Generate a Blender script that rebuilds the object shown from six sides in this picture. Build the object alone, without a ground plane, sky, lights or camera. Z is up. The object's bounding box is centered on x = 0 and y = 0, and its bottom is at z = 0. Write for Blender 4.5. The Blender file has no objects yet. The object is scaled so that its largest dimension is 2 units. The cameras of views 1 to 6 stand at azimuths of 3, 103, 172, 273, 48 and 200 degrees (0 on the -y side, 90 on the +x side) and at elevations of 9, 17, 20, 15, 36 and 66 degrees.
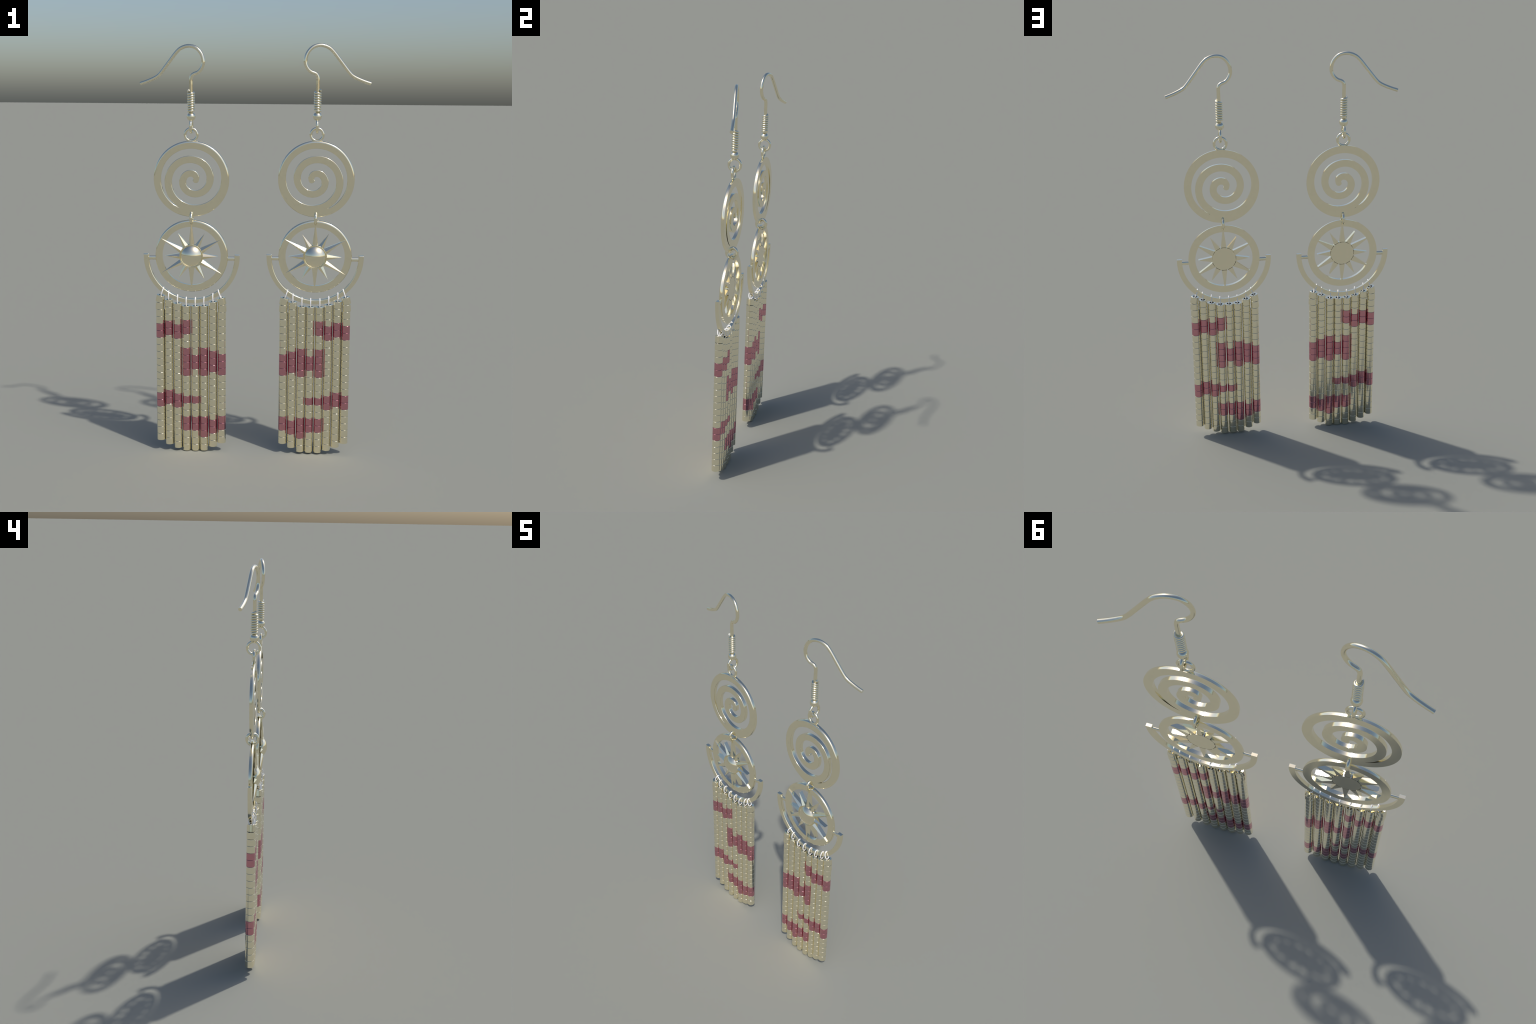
"""A pair of dangling earrings: wire hook, pierced spiral disc, sun medallion in a
ring with a half hoop, and a fringe of eight beaded strands.  The second earring
is the mirror image of the first."""
import bpy, bmesh, math
from mathutils import Matrix, Vector

TAU = 2 * math.pi
PLATE_FRONT, PLATE_BACK = -0.0150, 0.0030     # y of the flat metal plates

# ------------------------------------------------------------------ materials
def glossy(name, colour, rough, metallic=1.0, grain=0.02, grain_scale=60.0):
    m = bpy.data.materials.new(name)
    m.use_nodes = True
    nt = m.node_tree
    b = nt.nodes["Principled BSDF"]
    b.inputs["Metallic"].default_value = metallic
    tc = nt.nodes.new("ShaderNodeTexCoord")
    nz = nt.nodes.new("ShaderNodeTexNoise")
    nz.inputs["Scale"].default_value = grain_scale
    nz.inputs["Detail"].default_value = 3
    nt.links.new(tc.outputs["Object"], nz.inputs["Vector"])
    ramp = nt.nodes.new("ShaderNodeValToRGB")
    for e, k in zip(ramp.color_ramp.elements, (1 - grain, 1 + grain)):
        e.color = (*[min(1, c * k) for c in colour], 1)
    ramp.color_ramp.elements[0].position, ramp.color_ramp.elements[1].position = 0.3, 0.7
    nt.links.new(nz.outputs["Fac"], ramp.inputs["Fac"])
    nt.links.new(ramp.outputs["Color"], b.inputs["Base Color"])
    mr = nt.nodes.new("ShaderNodeMapRange")
    mr.inputs["To Min"].default_value = rough * 0.9
    mr.inputs["To Max"].default_value = rough * 1.1
    nt.links.new(nz.outputs["Fac"], mr.inputs["Value"])
    nt.links.new(mr.outputs["Result"], b.inputs["Roughness"])
    return m

SILVER = glossy("pale_gold_silver", (0.95, 0.885, 0.68), 0.12, grain=0.008)
CREAM = glossy("cream_bead_glaze", (0.95, 0.89, 0.69), 0.12, grain=0.008)
RED = glossy("rose_red_bead_glaze", (0.655, 0.295, 0.345), 0.12, grain=0.02)
THREAD = glossy("white_thread", (0.92, 0.92, 0.94), 0.35, metallic=0.0, grain=0.02, grain_scale=300)

# ------------------------------------------------------------------ mesh tools
def mesh_object(name, verts, faces, mat, sharp=(), mirror=1, smooth=True, angle=None):
    """verts in local (x, y, z); mirror = -1 makes the left-right mirrored twin."""
    bm = bmesh.new()
    vs = [bm.verts.new((v[0] * mirror, v[1], v[2])) for v in verts]
    for f in faces:
        try:
            bm.faces.new([vs[i] for i in f])
        except ValueError:
            pass
    bm.verts.index_update()
    bmesh.ops.recalc_face_normals(bm, faces=bm.faces)
    sharp_set = {frozenset(e) for e in sharp}
    for e in bm.edges:
        if frozenset((e.verts[0].index, e.verts[1].index)) in sharp_set:
            e.smooth = False
        elif angle and len(e.link_faces) == 2 and e.calc_face_angle(0) > math.radians(angle):
            e.smooth = False
    for f in bm.faces:
        f.smooth = smooth
    me = bpy.data.meshes.new(name)
    bm.to_mesh(me)
    bm.free()
    me.materials.append(mat)
    ob = bpy.data.objects.new(name, me)
    bpy.context.collection.objects.link(ob)
    return ob

def tube(path, radius, seg=16, closed=False):
    """Round wire along a 3D path with parallel-transported frames."""
    P = [Vector(p) for p in path]
    n = len(P)
    T = []
    for i in range(n):
        a = P[(i - 1) % n] if closed or i else P[i]
        b = P[(i + 1) % n] if closed or i < n - 1 else P[i]
        T.append((b - a).normalized())
    N = T[0].orthogonal().normalized()
    verts, faces, sharp = [], [], []
    for i in range(n):
        if i:
            N = (T[i - 1].rotation_difference(T[i]) @ N)
            N = (N - T[i] * N.dot(T[i])).normalized()
        B = T[i].cross(N)
        for k in range(seg):
            a = TAU * k / seg
            verts.append(P[i] + radius * (math.cos(a) * N + math.sin(a) * B))
    if closed:   # find the twist between last and first ring
        first, last = verts[0], [verts[(n - 1) * seg + k] for k in range(seg)]
        shift = min(range(seg), key=lambda k: (last[k] - first).length)
    for i in range(n if closed else n - 1):
        j = (i + 1) % n
        for k in range(seg):
            s = 0
            if closed and j == 0:
                s = -shift
            faces.append((i * seg + k, i * seg + (k + 1) % seg,
                          j * seg + (k + 1 + s) % seg, j * seg + (k + s) % seg))
    if not closed:
        faces.append(tuple(range(seg)))
        faces.append(tuple((n - 1) * seg + k for k in range(seg)))
        for i in (0, n - 1):
            sharp += [(i * seg + k, i * seg + (k + 1) % seg) for k in range(seg)]
    return verts, faces, sharp

def spline(ctrl, per=10):
    """Catmull-Rom curve through control points."""
    P = [Vector(c) for c in ctrl]
    P = [2 * P[0] - P[1]] + P + [2 * P[-1] - P[-2]]
    out = []
    for i in range(1, len(P) - 2):
        a, b, c, d = P[i - 1:i + 3]
        for k in range(per):
            t = k / per
            out.append(0.5 * ((2 * b) + (c - a) * t + (2 * a - 5 * b + 4 * c - d) * t * t
                              + (3 * b - a - 3 * c + d) * t ** 3))
    out.append(P[-2])
    return out

def sweep(stations, profile, close_path):
    """Profile of (offset along the station's direction, y, is_sharp) carried along
    stations of ((x, z), (dx, dz)).  Profile is a closed loop."""
    verts, faces, sharp = [], [], []
    m, n = len(profile), len(stations)
    for (cx, cz), (dx, dz) in stations:
        for o, y, _ in profile:
            verts.append((cx + dx * o, y, cz + dz * o))
    for i in range(n if close_path else n - 1):
        j = (i + 1) % n
        for k in range(m):
            l = (k + 1) % m
            faces.append((i * m + k, i * m + l, j * m + l, j * m + k))
            if profile[k][2]:
                sharp.append((i * m + k, j * m + k))
    if not close_path:
        for i in (0, n - 1):
            faces.append(tuple(i * m + k for k in range(m)))
            sharp += [(i * m + k, i * m + (k + 1) % m) for k in range(m)]
    return verts, faces, sharp

def corner(o, y, so, sy, b, n=6):
    """Rounded profile corner at (o, y); so / sy point from the corner into the body."""
    pts = []
    for k in range(n + 1):
        a = math.pi / 2 * k / n
        pts.append((o + so * b * (1 - math.sin(a)), y + sy * b * (1 - math.cos(a)), k in (0, n)))
    return pts            # runs from the front face to the side wall

def lathe(profile, centre, axis="y", seg=64, closed=False):
    """Profile of (radius, height, is_sharp) turned about an axis through centre."""
    verts, faces, sharp = [], [], []
    rings = []
    for r, h, _ in profile:
        if r < 1e-6:
            rings.append([len(verts)])
            verts.append(Vector((0, h, 0)) if axis == "y" else Vector((0, 0, h)))
        else:
            rings.append(list(range(len(verts), len(verts) + seg)))
            for k in range(seg):
                a = TAU * k / seg
                c, s = r * math.cos(a), r * math.sin(a)
                verts.append(Vector((c, h, s)) if axis == "y" else Vector((c, s, h)))
    for i in range(len(rings) if closed else len(rings) - 1):
        A, B = rings[i], rings[(i + 1) % len(rings)]
        for k in range(seg):
            l = (k + 1) % seg
            if len(A) == 1:
                faces.append((A[0], B[k], B[l]))
            elif len(B) == 1:
                faces.append((A[k], A[l], B[0]))
            else:
                faces.append((A[k], A[l], B[l], B[k]))
        if profile[i][2] and len(A) > 1:
            sharp += [(A[k], A[(k + 1) % seg]) for k in range(seg)]
    c = Vector(centre)
    return [v + c for v in verts], faces, sharp

def circle_path(cx, cy, cz, r, plane, n=64):
    return [(cx + r * math.cos(TAU * k / n), cy, cz + r * math.sin(TAU * k / n)) if plane == "xz"
            else (cx, cy + r * math.cos(TAU * k / n), cz + r * math.sin(TAU * k / n)) for k in range(n)]

# ------------------------------------------------------------------ parts
STEM_Y = -0.005
HOOK_YAW = math.atan2(0.051, 0.254)           # the hook swings a little to the back

def ear_hook(mirror):
    """Wire from the tip over the bow, back through the neck and down the stem."""
    ctrl = [(-0.2550, 1.8118), (-0.2130, 1.8256), (-0.1735, 1.8432), (-0.1515, 1.8618), (-0.1160, 1.9050),
            (-0.0715, 1.9590), (-0.0435, 1.9794), (-0.0090, 1.9868), (0.0265, 1.9770), (0.0520, 1.9490),
            (0.0612, 1.9140), (0.0545, 1.8870), (0.0360, 1.8658), (0.0095, 1.8545),
            (0.0005, 1.8380), (0.0000, 1.8050), (0.0000, 1.7600), (0.0000, 1.7100), (0.0000, 1.6600)]
    path = [(s * math.cos(HOOK_YAW), STEM_Y - s * math.sin(HOOK_YAW), z) for s, z in ctrl]
    v, f, s = tube(spline(path, 8), 0.0087, 20)
    return mesh_object("ear_hook", v, f, SILVER, s, mirror)

def wire_coil(mirror):
    turns, z0, z1 = 8.3, 1.6805, 1.7755
    n = 28
    path = []
    for i in range(int(turns * n) + 1):
        a = TAU * i / n + 2.2
        free_end = max(0.0, i / n - (turns - 0.35)) / 0.35
        path.append((0.0126 * math.cos(a), STEM_Y + 0.0126 * math.sin(a), z0 + (z1 - z0) * i / (turns * n) + 0.006 * free_end ** 1.5))
    v, f, s = tube(path, 0.0058, 12)
    return mesh_object("wire_coil", v, f, SILVER, s, mirror)

def ball(mirror):
    r = 0.0212
    prof = [(r * math.sin(math.pi * k / 24), -r * math.cos(math.pi * k / 24), False) for k in range(25)]
    v, f, s = lathe(prof, (0, STEM_Y, 1.6570), "z", 40)
    return mesh_object("ball", v, f, SILVER, s, mirror)

def hook_loop(mirror):
    v, f, s = tube(circle_path(0, -0.0025, 1.6115, 0.0295, "yz"), 0.0067, 16, True)
    return mesh_object("hook_loop", v, f, SILVER, s, mirror)

def jump_ring(mirror):
    v, f, s = tube(circle_path(0, -0.0065, 1.5720, 0.0292, "xz"), 0.0068, 16, True)
    return mesh_object("jump_ring", v, f, SILVER, s, mirror)

def link_ring(mirror):
    v, f, s = tube(circle_path(0, -0.0035, 1.1712, 0.0270, "yz"), 0.0077, 16, True)
    return mesh_object("link_ring", v, f, SILVER, s, mirror)

DISC_Z, DISC_R, DISC_RI, EDGE = 1.3605, 0.1828, 0.1480, 0.0090
RIM_X, RIM_Z = 0.0005, -0.0025               # the rim's inner edge sits a little low

def spiral_disc(mirror):
    """Disc pierced by one spiral channel: an arm of even width winds outwards as an
    Archimedean spiral (centre a little off the disc's) until it melts into the rim."""
    sx, sz = 0.0073, -0.0045
    half, grow = 0.0172, 0.0178 / (math.pi / 2)
    rho = lambda t: 0.0298 + grow * (t - math.pi / 2) - 0.003 * math.exp(-((t - 2.5 * math.pi) / 0.9) ** 2)
    edge = lambda t, side: (sx + (rho(t) + side * half) * math.cos(t), sz + (rho(t) + side * half) * math.sin(t))
    dist = lambda p: math.hypot(p[0] - RIM_X, p[1] - RIM_Z)
    def meet(t, side):                        # angle at which that edge reaches the rim
        while dist(edge(t, side)) < DISC_RI:
            t += 0.002
        return t
    t_out, t_in = meet(TAU, 1), meet(1.6 * TAU, -1)
    hole = []
    n = 200
    for i in range(n):                        # outer edge of the arm, inwards
        hole.append(edge(t_out * (1 - i / n), 1))
    cap = rho(0) + half                       # rounded inner end of the arm
    for i in range(14):
        a = -math.pi * i / 14
        hole.append((sx + cap / 2 + cap / 2 * math.cos(a), sz + cap / 2 * math.sin(a)))
    t0 = math.pi / 2 - (0.0298 - half) / grow # inner edge of the arm, outwards
    for i in range(n):
        hole.append(edge(t0 + (t_in - t0) * i / n, -1))
    p0, p1 = edge(t_in, -1), edge(t_out, 1)   # inner rim, on to the tip of the channel
    a0, a1 = (math.atan2(p[1] - RIM_Z, p[0] - RIM_X) for p in (p0, p1))
    while a1 < a0:
        a1 += TAU
    for i in range(80):
        a = a0 + (a1 - a0) * i / 80
        hole.append((RIM_X + DISC_RI * math.cos(a), RIM_Z + DISC_RI * math.sin(a)))
    # drop doubled points
    clean = [hole[0]]
    for p in hole[1:]:
        if math.dist(p, clean[-1]) > 2e-4:
            clean.append(p)
    hole = clean
    N, H = 160, len(hole)
    circ = lambda r: [(r * math.cos(TAU * k / N), r * math.sin(TAU * k / N)) for k in range(N)]
    prof = corner(DISC_R, PLATE_FRONT, -1, 1, EDGE) + [(DISC_R, PLATE_BACK, True)]
    bm = bmesh.new()
    rings = [[bm.verts.new((x, y, z + DISC_Z)) for x, z in circ(r)] for r, y, _ in prof]
    # the channel's front edge is softly rounded: push the loop into the metal
    soft, grown = 0.0022, []
    for k in range(H):
        (ax, az), (bx, bz) = hole[k - 1], hole[(k + 1) % H]
        l = math.hypot(bx - ax, bz - az)
        grown.append((-(bz - az) / l, (bx - ax) / l))
    area = sum(hole[k - 1][0] * hole[k][1] - hole[k][0] * hole[k - 1][1] for k in range(H))
    out = -1 if area > 0 else 1
    layers = []
    for k in range(4):
        a = math.pi / 2 * k / 3
        o, y = out * soft * (1 - math.sin(a)), PLATE_FRONT + soft * (1 - math.cos(a))
        layers.append([bm.verts.new((x + nx * o, y, z + nz * o + DISC_Z)) for (x, z), (nx, nz) in zip(hole, grown)])
    hf, wall = layers[0], layers[-1]
    hb = [bm.verts.new((x, PLATE_BACK, z + DISC_Z)) for x, z in hole]
    for A, B in zip(rings, rings[1:]):
        for k in range(N):
            bm.faces.new((A[k], A[(k + 1) % N], B[(k + 1) % N], B[k]))
    for A, B in zip(layers + [hb], (layers + [hb])[1:]):
        for k in range(H):
            bm.faces.new((A[k], A[(k + 1) % H], B[(k + 1) % H], B[k]))
    for L in (wall, rings[-2]):
        for k in range(len(L)):
            bm.edges.get((L[k], L[(k + 1) % len(L)])).smooth = False
    for e in bm.edges:
        if len(e.link_faces) == 2 and e.calc_face_angle(0) > math.radians(35):
            e.smooth = False
    for ring, inner in ((rings[0], hf), (rings[-1], hb)):
        es = [bm.edges.get((L[k], L[(k + 1) % len(L)])) for L in (ring, inner) for k in range(len(L))]
        bmesh.ops.triangle_fill(bm, use_beauty=True, use_dissolve=False, edges=es)
        for e in es:
            e.smooth = False
    bmesh.ops.recalc_face_normals(bm, faces=bm.faces)
    if mirror < 0:
        bmesh.ops.scale(bm, vec=(-1, 1, 1), verts=bm.verts)
        bmesh.ops.recalc_face_normals(bm, faces=bm.faces)
    for f in bm.faces:
        f.smooth = True
    me = bpy.data.meshes.new("spiral_disc")
    bm.to_mesh(me)
    bm.free()
    me.materials.append(SILVER)
    ob = bpy.data.objects.new("spiral_disc", me)
    bpy.context.collection.objects.link(ob)
    return ob

SUN_Z = 0.9862

def sun_ring(mirror):
    R, r = 0.1775, 0.1429
    prof = [(r, PLATE_FRONT, True)] + corner(R, PLATE_FRONT, -1, 1, EDGE) + [(R, PLATE_BACK, True), (r, PLATE_BACK, True)]
    N = 144
    st = [((0, SUN_Z), (math.cos(TAU * k / N), math.sin(TAU * k / N))) for k in range(N)]
    v, f, s = sweep(st, prof, True)
    return mesh_object("sun_ring", v, f, SILVER, s, mirror)

def half_hoop(mirror):
    """Half hoop below the ring; its band is slimmer at the bottom and its two ends
    are cut square with a rounded front edge."""
    R, r, lift, soft = 0.2346, 0.2098, 0.0083, 0.0045
    back = PLATE_BACK - 0.0005
    def profile(inner, front):
        p = (corner(inner, PLATE_FRONT, 1, 1, 0.0050)[::-1] + corner(R, PLATE_FRONT, -1, 1, 0.0015, 3)
             + [(R, back, True), (inner, back, True)])
        return [(o, max(y, front), q) for o, y, q in p]
    N, rows = 96, []
    ends = [(soft * (1 - math.cos(math.pi / 2 * k / 4)), soft * math.sin(math.pi / 2 * k / 4)) for k in range(5)]
    for dy, dz in ends[::-1]:
        rows.append(((0, SUN_Z + lift - soft + dz), (-1, 0), profile(r, PLATE_FRONT + dy)))
    for k in range(N + 1):
        a = math.pi * (1 + k / N)
        rows.append(((0, SUN_Z), (math.cos(a), math.sin(a)), profile(r + 0.003 * math.sin(a) ** 2, PLATE_FRONT)))
    for dy, dz in ends:
        rows.append(((0, SUN_Z + lift - soft + dz), (1, 0), profile(r, PLATE_FRONT + dy)))
    verts, faces, sharp = [], [], []
    m, n = len(rows[0][2]), len(rows)
    for (cx, cz), (dx, dz), p in rows:
        verts += [(cx + dx * o, y, cz + dz * o) for o, y, _ in p]
    for i in range(n - 1):
        for k in range(m):
            l = (k + 1) % m
            faces.append((i * m + k, i * m + l, (i + 1) * m + l, (i + 1) * m + k))
            if rows[0][2][k][2] and 4 <= i < n - 5:
                sharp.append((i * m + k, (i + 1) * m + k))
    for i in (0, n - 1):
        faces.append(tuple(i * m + k for k in range(m)))
        sharp += [(i * m + k, i * m + (k + 1) % m) for k in range(m)]
    for i in (4, n - 5):
        sharp += [(i * m + k, i * m + (k + 1) % m) for k in range(m)]
    return mesh_object("half_hoop", verts, faces, SILVER, sharp, mirror, angle=40)

def spoke(mirror, side):
    """Short oval bar between ring and half hoop."""
    a, b = 0.1755 * side, 0.2120 * side
    v, f, s = tube([(a, -0.0038, SUN_Z - 0.0116), ((a + b) / 2, -0.0038, SUN_Z - 0.0116), (b, -0.0038, SUN_Z - 0.0116)], 0.0098, 20)
    v = [(p.x, -0.0045 + (p.y + 0.0038) * 0.64, p.z) for p in v]      # a flattened bar
    return mesh_object("spoke", v, f, SILVER, s, mirror)

STAR_FRONT, STAR_BACK, RIDGE = -0.0198, 0.0008, -0.0305

def star_ray(mirror, k):
    """Ray of the sun: flat-backed wedge with a sharp ridge along its front."""
    long_ray = k % 2 == 1
    r0, r1, hw = 0.0602, (0.1680 if long_ray else 0.1280), (0.0135 if long_ray else 0.0127)
    a = math.radians(30 * k)
    c, s = math.cos(a), math.sin(a)
    at = lambda r, t, y: (r * c - t * s, y, SUN_Z + r * s + t * c)
    rf = 0.0570                               # the front runs on into the bezel
    wf = hw * (r1 - rf) / (r1 - r0)
    v = [at(rf, wf, STAR_FRONT), at(rf, 0, RIDGE), at(rf, -wf, STAR_FRONT), at(r1, 0, STAR_FRONT),
         at(r0, hw, STAR_BACK), at(r0, -hw, STAR_BACK), at(r1, 0, STAR_BACK)]
    f = [(0, 1, 3), (1, 2, 3), (0, 3, 6, 4), (2, 5, 6, 3), (4, 6, 5), (0, 4, 5, 2, 1)]
    return mesh_object("star_ray", v, f, SILVER, (), mirror, smooth=False)

def sun_boss(mirror):
    """Bezel cup with a polished dome; a fine groove parts it from the rays at the back."""
    R = 0.0578
    prof = [(0, STAR_BACK, False), (0.0587, STAR_BACK, True), (0.0587, -0.0085, True), (0.0606, -0.0085, True),
            (0.0606, -0.0150, True), (R, -0.0200, True), (R, -0.0275, False)]
    for k in range(1, 6):
        a = math.pi * k / 6
        prof.append((R - 0.0014 * (1 - math.cos(a)), -0.0275 - 0.0014 * math.sin(a), False))
    prof += [(0.0550, -0.0270, False), (0.0534, -0.0252, True)]
    rd, h = 0.0532, 0.0252
    rc = (rd * rd + h * h) / (2 * h)
    a1 = math.asin(rd / rc)
    for k in range(16):
        a = a1 * (1 - k / 16)
        prof.append((rc * math.sin(a), -0.0252 - (rc * math.cos(a) - (rc - h)), k == 0))
    prof.append((0, -0.0252 - h, False))
    v, f, s = lathe(prof, (0, 0, SUN_Z), "y", 72)
    return mesh_object("sun_boss", v, f, SILVER, s, mirror)

# ---- fringe -----------------------------------------------------------------
BEAD_R, BEAD_PITCH, BEAD_Y = 0.0209, 0.03525, -0.0118
STRAND_X = [-0.1555, -0.1133, -0.0700, -0.0268, 0.0176, 0.0604, 0.1046, 0.1480]
STRAND_BOTTOM = [0.0510, 0.0300, 0.0120, 0.0000, 0.0000, 0.0020, 0.0225, 0.0425]
LOOP_TOP = [(-0.1380, 0.8300), (-0.1133, 0.8122), (-0.0698, 0.7940), (-0.0270, 0.7825),
            (0.0177, 0.7822), (0.0602, 0.7852), (0.1040, 0.8036), (0.1297, 0.8218)]
# runs of beads from the top, cream and red in turn
PATTERN = [(4, 2, 8, 2, 5), (3, 2, 8, 2, 6), (3, 2, 8, 2, 6), (2, 2, 2, 4, 3, 1, 2, 2, 3),
           (7, 2, 4, 1, 2, 2, 3), (6, 4, 6, 3, 2), (7, 3, 7, 2, 2), (8, 3, 6, 2, 2)]

def bead_mesh(name, mat):
    h, b, r, hole = 0.0343 / 2, 0.0011, BEAD_R, 0.0108
    prof = [(hole, -h, True), (r - b, -h, True)]
    prof += [(r - b * (1 - math.sin(a)), -h + b * (1 - math.cos(a)), a > 1.5) for a in (0.5236, 1.0472, 1.5708)]
    prof += [(r - b * (1 - math.cos(a)), h - b * (1 - math.sin(a)), a == 0) for a in (0.0, 0.5236, 1.0472)]
    prof += [(r - b, h, True), (hole, h, True)]
    v, f, s = lathe(prof, (0, 0, 0), "z", 48, closed=True)
    ob = mesh_object(name, v, f, mat, s)
    me = ob.data
    bpy.data.objects.remove(ob)
    return me

BEADS = {False: bead_mesh("cream_bead", CREAM), True: bead_mesh("red_bead", RED)}

def strand(mirror, i, earring):
    """One thread loop hung over the half hoop, and the 21 beads strung on it."""
    x, bottom = STRAND_X[i], STRAND_BOTTOM[i]
    top = bottom + 21 * BEAD_PITCH
    lx, lz = LOOP_TOP[i]
    lz -= 0.0018
    lean = math.atan2(lx - x, lz - top) if i in (0, 7) else 0.0
    # beads (the outermost strands bend at the top, following the thread)
    spots = []
    for k in range(21):
        tilt = 0.0
        px, pz = x, top - (k + 0.5) * BEAD_PITCH - 0.0005
        if lean and k < 2:
            tilt = math.copysign((math.radians(11), math.radians(3.5))[k], lean)
            px -= math.copysign((0.0022, 0.0020)[k], lean)
            px += math.copysign((0.0025, 0.0)[k], lean)
        spots.append((px, pz, tilt))
    head = Vector((spots[0][0] + math.sin(spots[0][2]) * BEAD_PITCH / 2, 0, spots[0][1] + BEAD_PITCH / 2))
    # thread: loop (an upright oval leaning with the strand) and the core in the beads
    foot = Vector((head.x, 0, head.z - 0.003))
    up = Vector((lx, 0, lz)) - foot
    yc, half_w = -0.0100, 0.0128
    loop = []
    for k in range(40):
        a = TAU * k / 40
        p = foot + up * (0.5 - 0.5 * math.cos(a))
        y = (BEAD_Y + (yc - BEAD_Y) * (0.5 - 0.5 * math.cos(a))) - half_w * math.sin(a)
        loop.append((p.x, y, p.z))
    v, f, s = tube(loop, 0.0025, 10, True)
    core = [(head.x, BEAD_Y, head.z - 0.004), (spots[1][0], BEAD_Y, spots[1][1]), (x, BEAD_Y, spots[4][1]), (x, BEAD_Y, bottom + 0.004)]
    v2, f2, s2 = tube(core, 0.0026, 10)
    o = len(v)
    v += v2
    f += [tuple(k + o for k in q) for q in f2]
    s += [tuple(k + o for k in q) for q in s2]
    ob = mesh_object("strand_thread", v, f, THREAD, s, mirror)
    ob.parent = earring
    colours = [c for j, n in enumerate(PATTERN[i]) for c in [j % 2 == 1] * n]
    for (px, pz, tilt), red in zip(spots, colours):
        b = bpy.data.objects.new("red_bead" if red else "cream_bead", BEADS[red])
        bpy.context.collection.objects.link(b)
        b.parent = ob
        b.location = (px * mirror, BEAD_Y, pz)
        b.rotation_euler = (0, tilt * mirror, 0)

# ------------------------------------------------------------------ assembly
for mirror, x0, lift in ((1, -0.3, 0.0), (-1, 0.3, 0.0055)):
    earring = bpy.data.objects.new("earring", None)
    earring.location = (x0, 0, lift)
    earring["label"] = "dangling silver earring with spiral, sun and beaded fringe"
    earring["category"] = "earring"
    bpy.context.collection.objects.link(earring)
    parts = [make(mirror) for make in (ear_hook, wire_coil, ball, hook_loop, jump_ring, spiral_disc,
                                       link_ring, sun_ring, half_hoop, sun_boss)]
    parts += [spoke(mirror, side) for side in (-1, 1)]
    parts += [star_ray(mirror, k) for k in range(12)]
    for p in parts:
        p.parent = earring
    for i in range(8):
        strand(mirror, i, earring)
